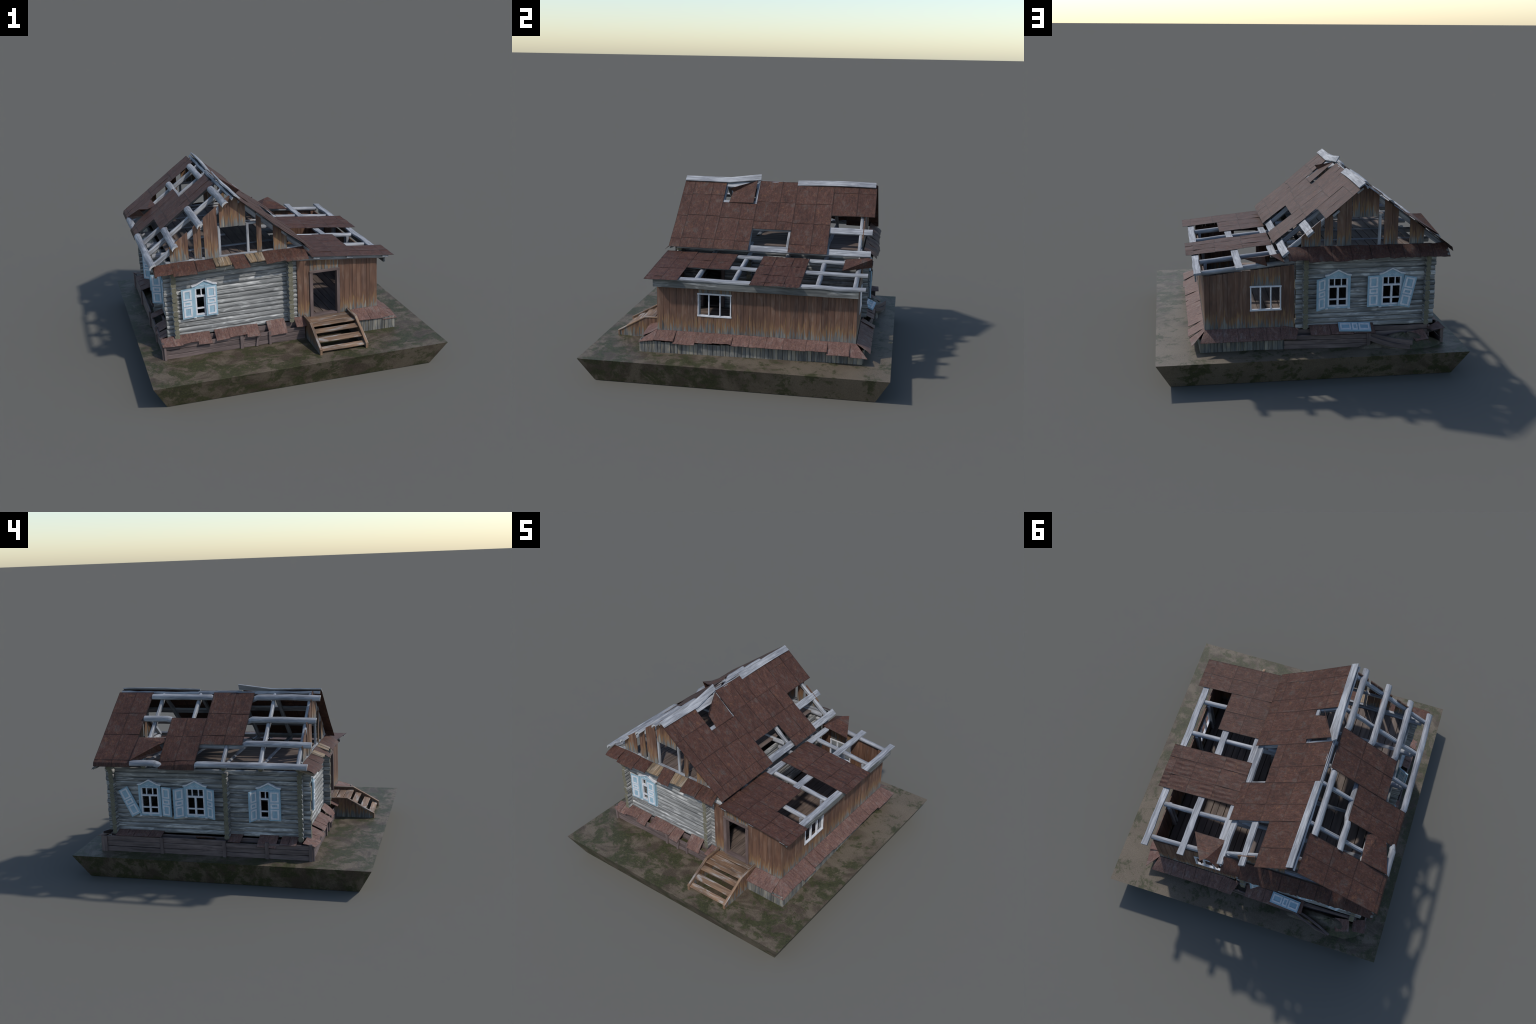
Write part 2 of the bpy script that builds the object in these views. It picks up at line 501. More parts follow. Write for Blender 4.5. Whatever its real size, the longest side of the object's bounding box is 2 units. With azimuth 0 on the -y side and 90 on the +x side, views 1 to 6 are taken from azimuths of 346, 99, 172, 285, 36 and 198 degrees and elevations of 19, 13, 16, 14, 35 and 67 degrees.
# ---- windows of the log house (one mesh set shared by all)
def window_meshes():
    """returns (casing, sash) template objects in local space: X along the wall, Y outward, Z up, centre x=0, z=world"""
    v, f, mi = [], [], []
    def prism(poly, y0, y1, mat):
        n = len(poly)
        s = len(v)
        v.extend(V((x, y0, z)) for x, z in poly)
        v.extend(V((x, y1, z)) for x, z in poly)
        f.append(tuple(s + i for i in range(n)))
        f.append(tuple(s + n + i for i in reversed(range(n))))
        for i in range(n):
            j = (i + 1) % n
            f.append((s + i, s + n + i, s + n + j, s + j))
        mi.extend([mat] * (n + 2))
    def bar(x0, x1, z0, z1, y0, y1, mat):
        prism([(x0, z0), (x1, z0), (x1, z1), (x0, z1)], y0, y1, mat)
    # blue casing
    bar(-0.0785, -0.0625, 0.409, 0.618, 0.0, 0.016, 0)
    bar(0.0625, 0.0785, 0.409, 0.618, 0.0, 0.016, 0)
    bar(-0.0625, 0.0625, 0.405, 0.4185, 0.0, 0.012, 0)
    prism([(-0.0785, 0.6175), (-0.0785, 0.600), (0.0785, 0.600), (0.0785, 0.6175), (0.056, 0.6225), (0.0, 0.650), (-0.056, 0.6225)], 0.0, 0.0145, 0)
    # white cornice following the gable, feet, drop ornament
    t = 0.008
    for s in (-1, 1):
        prism([(s * 0.083, 0.617), (s * 0.083, 0.617 + t), (s * 0.056, 0.6225 + t), (s * 0.054, 0.6215)], -0.001, 0.023, 1)
        prism([(s * 0.056, 0.622), (s * 0.056, 0.622 + t), (0.0, 0.651 + t), (0.0, 0.650)], -0.001, 0.023, 1)
        bar(s * 0.0705 - 0.0085, s * 0.0705 + 0.0085, 0.403, 0.410, -0.001, 0.019, 1)
    prism([(-0.020, 0.411), (0.0, 0.406), (0.020, 0.411), (0.0, 0.4145)], 0.0, 0.0155, 1)
    # carved swag: two small scallops with curled ends
    pts = []
    for i in range(15):
        a = i / 14
        x = -0.033 + 0.066 * a
        z = 0.6205 - 0.0055 * abs(math.sin(2 * math.pi * a)) + (0.006 * max(0, 1 - abs(a - 0.5) * 14)) + (0.004 * max(0, 1 - a * 9)) + (0.004 * max(0, 1 - (1 - a) * 9))
        pts.append((x, z))
    for (xa, za), (xb, zb) in zip(pts, pts[1:]):
        prism([(xa, za - 0.0011), (xb, zb - 0.0011), (xb, zb + 0.0011), (xa, za + 0.0011)], 0.010, 0.0165, 1)
    casing = (list(v), list(f), list(mi))
    v.clear(); f.clear(); mi.clear()
    # white sash with a three-light transom over two tall and two short lights
    y0, y1 = -0.006, 0.006
    for s in (-1, 1):
        bar(s * 0.058 - 0.0050, s * 0.058 + 0.0050, 0.418, 0.601, y0, y1, 0)
    bar(-0.053, 0.053, 0.418, 0.4275, y0, y1, 0)
    bar(-0.053, 0.053, 0.597, 0.6015, y0, y1, 0)
    bar(-0.053, 0.053, 0.5425, 0.5535, y0 - 0.001, y1 + 0.003, 0)
    for x in (-0.0215, 0.0215):
        bar(x - 0.0033, x + 0.0033, 0.5535, 0.597, y0 + 0.001, y1 - 0.001, 0)
    bar(-0.0062, 0.0062, 0.4275, 0.5425, y0 + 0.001, y1 + 0.001, 0)
    for s in (-1, 1):
        bar(min(s * 0.0062, s * 0.053), max(s * 0.0062, s * 0.053), 0.4605, 0.4695, y0 + 0.001, y1 - 0.001, 0)
    sash = (list(v), list(f), list(mi))
    return casing, sash

def shutter_mesh(w=0.076, h=0.200, t=0.008):
    """leaf hinged at x=0, running to +x; blue boards with three white moulded panels on both faces"""
    v, f, mi = [], [], []
    def cuboid(x0, x1, y0, y1, z0, z1, m):
        s = len(v)
        for z in (z0, z1):
            for x, y in ((x0, y0), (x1, y0), (x1, y1), (x0, y1)):
                v.append(V((x, y, z)))
        for q in ((3, 2, 1, 0), (4, 5, 6, 7), (0, 1, 5, 4), (1, 2, 6, 5), (2, 3, 7, 6), (3, 0, 4, 7)):
            f.append(tuple(s + i for i in q))
            mi.append(m)
    cuboid(0, w, -t / 2, t / 2, 0, h, 0)
    for z0, z1 in ((0.010, 0.076), (0.084, 0.118), (0.126, 0.192)):
        x0, x1, b = 0.010, w - 0.010, 0.0115
        for s in (-1, 1):
            ya, yb = sorted((s * (t / 2 - 0.0005), s * (t / 2 + 0.0028)))
            cuboid(x0, x1, ya, yb, z0, z0 + b * 0.8, 1)
            cuboid(x0, x1, ya, yb, z1 - b * 0.8, z1, 1)
            cuboid(x0, x0 + b, ya, yb, z0 + b * 0.8, z1 - b * 0.8, 1)
            cuboid(x1 - b, x1, ya, yb, z0 + b * 0.8, z1 - b * 0.8, 1)
    return v, f, mi

CASING, SASH = window_meshes()
SHUT = shutter_mesh()
shared = {}
def place_shared(name, key, data, mats, parent, matrix):
    if key not in shared:
        shared[key] = add(name, data[0], data[1], mats, parent, matrix, 30, data[2])
        # outward-facing normals for the assembled prisms
        import bmesh
        bm = bmesh.new()
        bm.from_mesh(shared[key].data)
        bmesh.ops.recalc_face_normals(bm, faces=bm.faces)
        bm.to_mesh(shared[key].data)
        bm.free()
        return shared[key]
    o = shared[key].copy()
    o.name = name
    bpy.context.scene.collection.objects.link(o)
    o.parent = parent
    o.matrix_local = matrix
    return o

windows = empty("window", house)
def wall_matrix(origin, along, out):
    along, out = V(along), V(out)
    m = Matrix((along, out, V((0, 0, 1)))).transposed().to_4x4()
    m.translation = V(origin)
    return m

def window(origin, along, out):
    m = wall_matrix(origin, along, out)
    place_shared("window_casing", "casing", CASING, ["blue_paint", "white_paint"], windows, m)
    place_shared("window_sash", "sash", SASH, ["white_paint"], windows, m @ Matrix.Translation((0, 0.0080, 0)))
    # blue reveal boards lining the opening
    for a, b in (((-0.0640, -0.028, 0.412), (-0.0625, 0.004, 0.606)), ((0.0625, -0.028, 0.412), (0.0640, 0.004, 0.606)), ((-0.0625, -0.028, 0.412), (0.0625, 0.002, 0.4165)), ((-0.0625, -0.028, 0.6025), (0.0625, 0.002, 0.606))):
        c = [V((x, y, z)) for z in (a[2], b[2]) for y in (a[1], b[1]) for x in (a[0], b[0])]
        add("window_reveal", c, [(0, 2, 3, 1), (4, 5, 7, 6), (0, 1, 5, 4), (2, 6, 7, 3), (0, 4, 6, 2), (1, 3, 7, 5)], "grey_log", windows, m, 0)

def shutter(hinge, along, out, angle, dz=0.0, roll=0.0, side=1):
    """angle: swing away from the wall plane, roll: hanging askew in the wall plane"""
    along, out = V(along).normalized(), V(out).normalized()
    d = along * math.cos(angle) + out * math.sin(angle)
    z = V((0, 0, 1))
    if roll:
        z2 = (z * math.cos(roll) + d * math.sin(roll))
        d = (d * math.cos(roll) - z * math.sin(roll))
        z = z2
    y = z.cross(d)
    m = Matrix((d, y, z)).transposed().to_4x4()
    m.translation = V(hinge) + V((0, 0, dz))
    place_shared("shutter", "shutter", SHUT, ["blue_paint", "white_paint"], windows, m)

FW = -0.7455      # west wall face
SZ = 0.409
R = math.radians
for y in w_windows:
    window((FW + 0.008, y, 0), (0, -1, 0), (-1, 0, 0))
window((f_window, -0.538, 0), (1, 0, 0), (0, -1, 0))
for x in b_windows:
    window((x, 0.7615, 0), (-1, 0, 0), (0, 1, 0))
Wo = (-1, 0, 0)
# west shutters
shutter((FW - 0.008, 0.412, SZ), (0, -1, 0), Wo, R(16))                       # window 1 right leaf
shutter((FW - 0.010, 0.630, 0.394), (0, -1, 0), Wo, R(3), 0.0, R(-27) * -1 * -1)      # window 1 left leaf hanging askew
shutter((FW - 0.009, 0.258, SZ), (0, 1, 0), Wo, R(45))
shutter((FW - 0.009, 0.098, SZ), (0, -1, 0), Wo, R(36))
shutter((FW - 0.009, -0.238, SZ), (0, 1, 0), Wo, R(63))
shutter((FW - 0.013, -0.397, SZ - 0.002), (0, 1, 0), Wo, R(3))
# front shutters
shutter((-0.606, -0.556, SZ), (-1, 0, 0), (0, -1, 0), R(6))
shutter((-0.450, -0.561, SZ + 0.004), (-1, 0, 0), (0, -1, 0), R(3))
# back shutters
shutter((-0.089, 0.779, SZ), (1, 0, 0), (0, 1, 0), R(36))
shutter((-0.426, 0.781, SZ + 0.004), (1, 0, 0), (0, 1, 0), R(7))
shutter((-0.546, 0.786, 0.415), (-1, 0, 0), (0, 1, 0), R(4), 0.0, R(12))

# ---- roof geometry
def right_z(x):
    return 1.187 - 0.838 * (x + 0.303)
def left_z(x):
    return 1.179 - 0.735 * (-0.349 - x)

frame_group = empty("roof_frame", house)
RAFTERS = [-0.530, -0.285, -0.040, 0.240, 0.505, 0.740]
for i, y in enumerate(RAFTERS):
    # slim poles squared on top
    plank("rafter", (-0.318, y, right_z(-0.318) - (0.052 if y > 0 else 0.036)), (0.155, y, right_z(0.155) - 0.040), 0.024, 0.032, "pale_timber", frame_group, wob=0.003, bevel=0.006)
    plank("rafter", (-0.318, y + 0.002, left_z(-0.318) - 0.046), (-0.834, y, left_z(-0.834) - 0.040), 0.024, 0.032, "pale_timber", frame_group, wob=0.003, bevel=0.006)
# tie beams across the attic, ends carried out past the walls
for y in RAFTERS:
    if y == -0.040:
        round_log("tie_beam", (-0.812, y, 0.763), (-0.262, y + 0.003, 0.766), 0.018, 0.018, frame_group, ("pale_timber", "end_grain"), wob=0.002, sway=0.003)
        round_log("tie_beam", (-0.02, y, 0.765), (0.118, y, 0.762), 0.018, 0.018, frame_group, ("pale_timber", "end_grain"), wob=0.002)
    else:
        round_log("tie_beam", (-0.812, y, 0.763), (0.118, y, 0.763), 0.018, 0.018, frame_group, ("pale_timber", "end_grain"), wob=0.002, sway=0.003)
# round purlins on the west slope
def purlin(x, z, y0, y1, covered=(), w=0.0235, d=0.017):
    """split pole, round side up, hollow below; it dips where tin sheets lie over it and droops at the free end"""
    m, L = frame((x, y0, z), (x, y1, z), (-0.59, 0, 0.81))
    seg, na = 36, 9
    sd = rng.uniform(0, 100)
    rings = []
    for i in range(seg + 1):
        t = i / seg
        y = lerp(y0, y1, t)
        dip = 0.0
        for a, b in covered:
            e = min(y - a, b - y)
            dip = max(dip, max(0.0, min(1.0, (e + 0.012) / 0.02)))
        dz = -0.024 * dip + 0.006 * min(1.0, (y - y0) / 0.22) - 0.009
        dz += 0.003 * mnoise.noise(V((sd, y * 5, 1)))
        dy = 0.003 * mnoise.noise(V((sd, y * 5, 9)))
        k = 1 + 0.09 * mnoise.noise(V((sd, y * 9, 4)))
        ring = []
        for q in range(na):
            a = math.radians(-12 + 204 * q / (na - 1))
            ring.append(V(((t - 0.5) * L, dy + w * k * math.cos(a), dz - 0.004 + d * k * math.sin(a) * (1 + 0.08 * mnoise.noise(V((sd + 3, y * 14, q)))))))
        for q in range(na - 1):
            a = math.radians(185 - 190 * (q + 0.5) / (na - 1))
            ring.append(V(((t - 0.5) * L, dy + 0.80 * w * k * math.cos(a), dz - 0.006 + 0.35 * d * math.sin(a))))
        rings.append(ring)
    verts, faces = loft(rings)
    add("purlin", verts, faces, ["pale_timber", "pale_end"], frame_group, m, 40, [0] * (len(faces) - 2) + [1, 1])
purlin(-0.377, 1.152, -0.600, 0.577, [(-0.147, 0.137)])
purlin(-0.543, 1.031, -0.600, 0.582, [(-0.147, 0.382)])
purlin(-0.707, 0.906, -0.597, 0.577, [(-0.147, 0.575)])
purlin(-0.856, 0.799, -0.594, 0.577, [(0.138, 0.382)])
# sawn battens on the east slope
sr = math.atan(0.838)
upn = (math.sin(sr), 0, math.cos(sr))
for x, d, y0, y1 in ((0.165, 0.022, -0.545, 0.820), (0.016, 0.024, -0.545, 0.820), (-0.143, 0.022, -0.545, -0.03), (-0.143, 0.040, -0.03, 0.790), (-0.286, 0.026, -0.545, 0.790)):
    plank("batten", (x, y0, right_z(x) - d), (x, y1, right_z(x) - d), 0.050, 0.014, "pale_timber", frame_group, up=upn, seg=22, wob=0.003)
# ridge boards: one lies flat with a slight arch, the other has sprung loose
def ridge_board(pts, name="ridge_board"):
    rings = []
    t = 0.007
    for y, (x0, z0), (x1, z1) in pts:
        a, b = V((x0, y, z0)), V((x1, y, z1))
        n = V((0, 1, 0)).cross(b - a).normalized()
        if n.z < 0:
            n = -n
        rings.append([a, b, b + n * t, a + n * t])
    c = sum((r[0] for r in rings), V()) / len(rings)
    m, _ = frame(rings[0][0], rings[-1][0])
    m.translation = c
    inv = m.inverted()
    verts, faces = loft([[inv @ p for p in r] for r in rings])
    o = add(name, verts, faces, "pale_timber", frame_group, m, 30)
    return o
pts = []
for i in range(9):
    t = i / 8
    pts.append((lerp(-0.597, -0.258, t), (-0.315 - 0.002 * t, 1.194), (-0.275, 1.166 - 0.003 * t)))
for i in range(1, 7):
    t = i / 6
    pts.append((lerp(-0.258, -0.029, t), (lerp(-0.317, -0.331, t), lerp(1.194, 1.226, t)), (lerp(-0.275, -0.309, t), lerp(1.163, 1.187, t))))
ridge_board(pts)
pts = []
for i in range(13):
    t = i / 12
    k = 0.006 * math.sin(math.pi * t)
    pts.append((lerp(0.248, 0.820, t), (lerp(-0.319, -0.313, t), lerp(1.189, 1.195, t) + k), (lerp(-0.283, -0.274, t), lerp(1.158, 1.166, t) + k)))
ridge_board(pts)
plank("ridge_board", (-0.321, -0.590, 1.173), (-0.321, 0.25, 1.168), 0.018, 0.008, "pale_timber", frame_group, up=(-0.86, 0, 0.5), seg=14, wob=0.004)
plank("ridge_board", (-0.321, 0.252, 1.166), (-0.321, 0.825, 1.172), 0.018, 0.008, "pale_timber", frame_group, up=(-0.86, 0, 0.5), seg=10, wob=0.004)
plank("ridge_board", (-0.309, -0.05, 1.176), (-0.307, 0.26, 1.174), 0.016, 0.008, "pale_timber", frame_group, up=(0.5, 0, 0.86), seg=6, wob=0.002)

# ---- tin roofing
roof = empty("tin_roof", house)
def slope_sheet(side, s0, s1, y0, y1, lift=0.0, end=False):
    """one tin sheet on a main slope between slope parameters s (0 ridge .. 1 eave) with a rolled lip on its seam"""
    s = rng.uniform(0, 100)
    def pt(sl, y):
        if side > 0:
            x = lerp(-0.303, 0.205, sl)
            z = right_z(x)
            nx, nz = math.sin(sr), math.cos(sr)
            z += 0.015 * max(0.0, (sl - 0.62) / 0.38)                       # eave kicks up a little
            z -= 0.012 * math.exp(-((sl - 0.27) / 0.20) ** 2 - ((y - 0.22) / 0.24) ** 2)   # sagging field
            if sl > 0.96:
                z -= 0.004 * (sl - 0.96) / 0.04
        else:
            q = max(0.0, (sl - 0.95) / 0.05)
            x = lerp(-0.349, -0.866, min(sl, 0.95) / 0.95) - 0.006 * q
            z = left_z(x) - (0.030 if 0.13 < y < 0.39 else 0.020) * q
            nx, nz = -0.59, 0.81
            # the corner of the middle sheet has been bent down along a crease
            if 0.13 < y < 0.39:
                d = (-0.775 - x) * 0.89 + (y - 0.38) * 0.45
                z -= (0.20 * max(0.0, d) + 0.006 * math.exp(-((x + 0.70) / 0.09) ** 2 - ((y - 0.24) / 0.10) ** 2)) * (1 - q)
        return V((x, y, z)), V((nx, 0, nz))
    def fn(u, v):
        sl, y = lerp(s0, s1, u), lerp(y0, y1, v)
        p, n = pt(sl, y)
        h = (-0.005 if side > 0 else -0.007) + lift
        h += 0.0020 * mnoise.noise(V((s, sl * 6, y * 14)))
        h += 0.0007 * max(0, 1 - min(v, 1 - v) / 0.08)            # standing seam
        h += 0.0012 * u - 0.0006                                    # laps over the sheet below
        return p + n * h
    surface_sheet("roof_sheet", fn, roof, "roof_tin", 8 if s1 < 1 else 14, 12, 0.0013)

def slope_column(side, y0, y1, rows, splits, skip=lambda r, c: False):
    ys = [y0] + [lerp(y0, y1, t) for t in splits] + [y1]
    for c in range(len(ys) - 1):
        off = rng.uniform(-0.008, 0.008)
        rr = [rows[0]] + [r + off for r in rows[1:-1]] + [rows[-1]]
        for r in range(len(rr) - 1):
            if skip(r, c):
                continue
            slope_sheet(side, rr[r], rr[r + 1] + 0.004, ys[c] - 0.001, ys[c + 1] + 0.001, 0.0005 * (c % 2), r == len(rr) - 2)

slope_column(1, -0.597, -0.282, [0.0, 0.24, 0.54, 0.88, 1.0], [0.24, 0.69])
slope_column(1, -0.282, -0.030, [0.335, 0.56, 0.885, 1.0], [0.58])
slope_column(1, -0.030, 0.250, [0.0, 0.29, 0.58, 0.69], [0.60])
slope_column(1, 0.250, 0.520, [0.0, 0.29, 0.58, 0.89, 1.0], [0.57])
slope_column(1, 0.520, 0.828, [0.0, 0.13, 0.455], [0.58])
slope_column(-1, 0.577, 0.832, [0.0, 0.29, 0.58, 0.91, 1.0], [0.5])
slope_column(-1, 0.138, 0.382, [0.35, 0.59, 0.905, 1.0], [0.55])
slope_column(-1, -0.147, 0.137, [0.0, 0.29, 0.58, 0.69], [0.44])
# torn sheet in the hole by the ridge, its corner folded up
folded_sheet("torn_sheet", [(-0.131, -0.235, 1.040), (-0.128, -0.054, 1.044), (-0.291, -0.051, 1.186), (-0.212, -0.220, 1.108), (-0.193, -0.243, 1.134)],
             [(0, 1, 2, 3), (3, 2, 4)], roof)
# torn sheet on the west eave, curled out along its ripped edge
folded_sheet("torn_sheet", [(-0.680, 0.576, 0.926), (-0.668, 0.384, 0.922), (-0.793, 0.391, 0.908), (-0.858, 0.578, 0.812), (-0.866, 0.576, 0.786), (-0.758, 0.384, 0.862), (-0.735, 0.383, 0.905)],
             [(0, 1, 6, 3), (3, 6, 2), (3, 2, 5, 4)], roof)

# ---- gables
gable = empty("gable", house)
def gable_board(x0, x1, z0, y, split, out, top=None):
    """upright boards cut to the roof slope"""
    xs = [x0] + [lerp(x0, x1, t) for t in split] + [x1]
    for a, b in zip(xs, xs[1:]):
        a2, b2 = a + 0.0008, b - 0.0008
        def roof_z(x):
            return top if top is not None else (right_z(x) - 0.016 if x > -0.325 else min(left_z(x), 1.19) - (0.007 if y < 0 else 0.020))
        za, zb = roof_z(a2), roof_z(b2)
        t = 0.007
        yy = y + rng.uniform(-0.001, 0.001)
        m = Matrix((V((0, 0, 1)), V((1, 0, 0)), V((0, 1, 0)))).transposed().to_4x4()
        xc = (a2 + b2) / 2
        m.translation = V((xc, yy, z0))
        verts = []
        mid = a2 < -0.326 < b2
        prof = [(0, a2), (0, b2), (zb - z0, b2)] + ([((1.178 if y < 0 else 1.168) - z0, -0.326)] if mid and top is None else []) + [(za - z0, a2)]
        jag = rng.uniform(-0.004, 0.002)
        prof[0] = (jag, a2)
        prof[1] = (jag + rng.uniform(-0.002, 0.002), b2)
        n = len(prof)
        for s in (-t / 2, t / 2):
            verts += [V((h, x - xc, s)) for h, x in prof]
        faces = [tuple(reversed(range(n))), tuple(range(n, 2 * n))] + [(i, (i + 1) % n, n + (i + 1) % n, n + i) for i in range(n)]
        add("gable_board", verts, faces, "brown_plank", gable, m, 0)
GF, GB = -0.5415, 0.7565
gable_board(-0.730, -0.610, 0.797, GF, [0.33, 0.72], -1)
gable_board(-0.575, -0.525, 0.797, GF, [0.5], -1)
gable_board(-0.507, -0.417, 0.790, GF, [0.48], -1)
gable_board(-0.402, -0.232, 0.983, GF, [0.18, 0.42, 0.73], -1)
gable_board(-0.166, -0.132, 0.789, GF, [], -1)
gable_board(-0.057, 0.034, 0.792, GF, [0.62], -1)
for x0, x1, zb, sp in ((0.062, -0.057, 0.800, [0.35, 0.72]), (-0.080, -0.132, 0.800, [0.5]), (-0.157, -0.246, 0.800, [0.4]), (-0.249, -0.413, 0.980, [0.24, 0.5, 0.72]),
                       (-0.449, -0.537, 0.800, [0.45]), (-0.612, -0.703, 0.799, [0.6])):
    gable_board(x1, x0, zb, GB, sp, 1)
# opening frames in the gables
for y, xa, xb in ((-0.532, -0.416, -0.214), (0.748, -0.432, -0.2)):
    sgn = 1 if y < 0 else -1
    box("gable_post", (xa, y - 0.007, 0.785), (xa + 0.017, y + 0.007, 0.990), "pale_timber", gable)
    if y < 0:
        box("gable_post", (xb - 0.016, y - 0.007, 0.785), (xb, y + 0.007, 0.990), "pale_timber", gable)
    plank("gable_lintel", (-0.56, y + sgn * 0.012, 0.984), (-0.085, y + sgn * 0.012, 0.984), 0.014, 0.016, "pale_timber", gable)
plank("gable_sill", (-0.76, -0.534, 0.790), (0.135, -0.534, 0.790), 0.016, 0.014, "pale_timber", gable)
plank("gable_sill", (-0.76, 0.750, 0.792), (0.135, 0.750, 0.792), 0.016, 0.014, "pale_timber", gable)

# ---- pent roofs at the foot of both gables
pent = empty("pent_roof", house)
def pent_piece(xa, xb, xc, xd, y_in, z_in, y_out, z_out, mat="roof_tin"):
    if mat == "roof_tin":
        quad_sheet("pent_sheet", (xa, y_in, z_in), (xb, y_in, z_in), (xd, y_out, z_out), (xc, y_out, z_out), pent, "roof_tin", 0.007, 0.008, 14, 8, 7, 0.0, 0.002, 0.008)
    else:
        n = max(2, round(abs(xb - xa) / 0.028))
        for i in range(n):
            t0, t1 = (i + 0.5) / n, (i + 0.5) / n
            plank("pent_lath", (lerp(xa, xb, t0), y_in, z_in), (lerp(xc, xd, t1), y_out + rng.uniform(-0.003, 0.003), z_out), abs(xb - xa) / n - 0.0012, 0.007, "ochre_plank", pent)
pent_piece(-0.842, -0.728, -0.846, -0.728, -0.545, 0.785, -0.640, 0.754)
pent_piece(-0.732, -0.578, -0.732, -0.580, -0.543, 0.789, -0.645, 0.739)
pent_piece(-0.577, -0.462, -0.577, -0.461, -0.545, 0.786, -0.636, 0.751)
pent_piece(-0.461, -0.356, -0.457, -0.352, -0.547, 0.786, -0.625, 0.757, "wood")
pent_piece(-0.360, -0.256, -0.341, -0.237, -0.543, 0.788, -0.646, 0.739)
pent_piece(-0.250, -0.135, -0.234, -0.135, -0.546, 0.786, -0.622, 0.754, "wood")
pent_piece(-0.138, 0.002, -0.133, 0.001, -0.543, 0.788, -0.641, 0.747)
pent_piece(-0.002, 0.140, -0.002, 0.152, -0.545, 0.789, -0.640, 0.741)
for xa, xb, yo, zo in ((-0.846, -0.74, 0.858, 0.750), (-0.742, -0.66, 0.856, 0.753), (-0.662, -0.56, 0.857, 0.751), (-0.561, -0.47, 0.857, 0.752), (-0.471, -0.356, 0.857, 0.752),
                       (-0.357, -0.235, 0.862, 0.748), (-0.236, -0.114, 0.871, 0.743), (-0.115, 0.03, 0.868, 0.742), (0.028, 0.152, 0.860, 0.754)):
    pent_piece(xa, xb, xa, xb, 0.771, 0.805, yo, zo)
# laths carrying the pents
for y, z in ((-0.600, 0.743), (0.825, 0.751)):
    plank("pent_lath", (-0.835, y, z), (0.13, y, z), 0.022, 0.008, "grey_plank", pent, up=(0, y, 1.6))
plank("pent_lath", (-0.838, -0.545, 0.770), (-0.838, -0.632, 0.742), 0.016, 0.018, "ochre_plank", pent)
plank("pent_lath", (-0.838, 0.777, 0.790), (-0.838, 0.850, 0.745), 0.016, 0.014, "grey_plank", pent)

# ---- lean-to
annex = empty("lean_to", house)
AX, AY0, AY1 = 0.651, -0.5475, 0.765
def roof_base(x):
    return 0.7285 - 0.104 * (x - 0.19)
def upright(x, y, z0, z1, w, normal, parent, mat="brown_plank", name="wall_plank"):
    up = {"x": (1, 0, 0), "y": (0, 1, 0)}[normal]
    plank(name, (x, y, z0), (x, y, z1), w, 0.008, mat, parent, up=up, seg=5, wob=0.0006, bevel=0.0009, origin=0.0)
def plank_row(a, b, wmin, wmax):
    xs = [a]
    while xs[-1] < b - wmin:
        xs.append(min(b, xs[-1] + rng.uniform(wmin, wmax)))
    xs[-1] = b
    return [((p + q) / 2, q - p) for p, q in zip(xs, xs[1:])]
def wall_planks(axis, pos, a, b, ztop, hole, wmin=0.020, wmax=0.050):
    """upright cladding with a window or door hole (lo, hi, z0, z1)"""
    breaks = [a, hole[0], hole[1], b]
    for k in range(3):
        for c, w in plank_row(breaks[k], breaks[k + 1], wmin, wmax):
            off = rng.uniform(-0.0006, 0.0006)
            x, y = (pos + off, c) if axis == "x" else (c, pos + off)
            zt = ztop(c)
            w2 = w - 0.0007
            if k == 1:
                if hole[2] > 0.31:
                    upright(x, y, 0.293, hole[2], w2, axis, annex)
                upright(x, y, hole[3], zt, w2, axis, annex)
            else:
                upright(x, y, 0.292 + rng.uniform(-0.002, 0.002), zt, w2, axis, annex)
wall_planks("x", AX, AY0, AY1 + 0.004, lambda y: 0.640, (-0.273, -0.052, 0.416, 0.565))
wall_planks("y", AY0, 0.092, AX, lambda x: roof_base(x) - 0.033, (0.180, 0.380, 0.30, 0.607))
wall_planks("y", AY1, 0.104, AX, lambda x: roof_base(x) - 0.042, (0.188, 0.374, 0.413, 0.563))
for y in (AY0, AY1):
    box("corner_post", (AX - 0.030, y + (0.006 if y < 0 else -0.030), 0.298), (AX - 0.006, y + (0.030 if y < 0 else -0.006), 0.640), "brown_plank", annex)
for y in (-0.285, -0.035, 0.24, 0.508):
    for d in (-0.014, 0.014):
        box("wall_stud", (AX - 0.026, y + d - 0.009, 0.300), (AX - 0.006, y + d + 0.009, 0.650), "pale_timber", annex)
# white window frames of the lean-to
def annex_window(axis, pos, a, b, z0, z1):
    fr = []
    t = 0.0075
    fr.append((a - 0.002, b + 0.002, z0 - 0.004, z0 + t))
    fr.append((a - 0.002, b + 0.002, z1 - t, z1 + 0.003))
    for c in (a + t / 2, lerp(a, b, 1 / 3), lerp(a, b, 2 / 3), b - t / 2):
        fr.append((c - t / 2, c + t / 2, z0 + t, z1 - t))
    for p, q, r, s in fr:
        if axis == "x":
            box("window_bar", (pos - 0.008, p, r), (pos + 0.008, q, s), "white_paint", annex)
        else:
            box("window_bar", (p, pos - 0.008, r), (q, pos + 0.008, s), "white_paint", annex)
annex_window("x", AX, -0.275, -0.050, 0.414, 0.567)
annex_window("y", AY1, 0.185, 0.376, 0.411, 0.565)
# door frame, threshold
box("door_frame", (0.176, -0.560, 0.292), (0.199, -0.522, 0.598), "door_wood", annex)
box("door_frame", (0.365, -0.560, 0.292), (0.386, -0.522, 0.598), "door_wood", annex)
box("door_frame", (0.176, -0.561, 0.5985), (0.386, -0.521, 0.615), "door_wood", annex)
box("door_frame", (0.199, -0.558, 0.288), (0.365, -0.520, 0.304), "door_wood", annex)
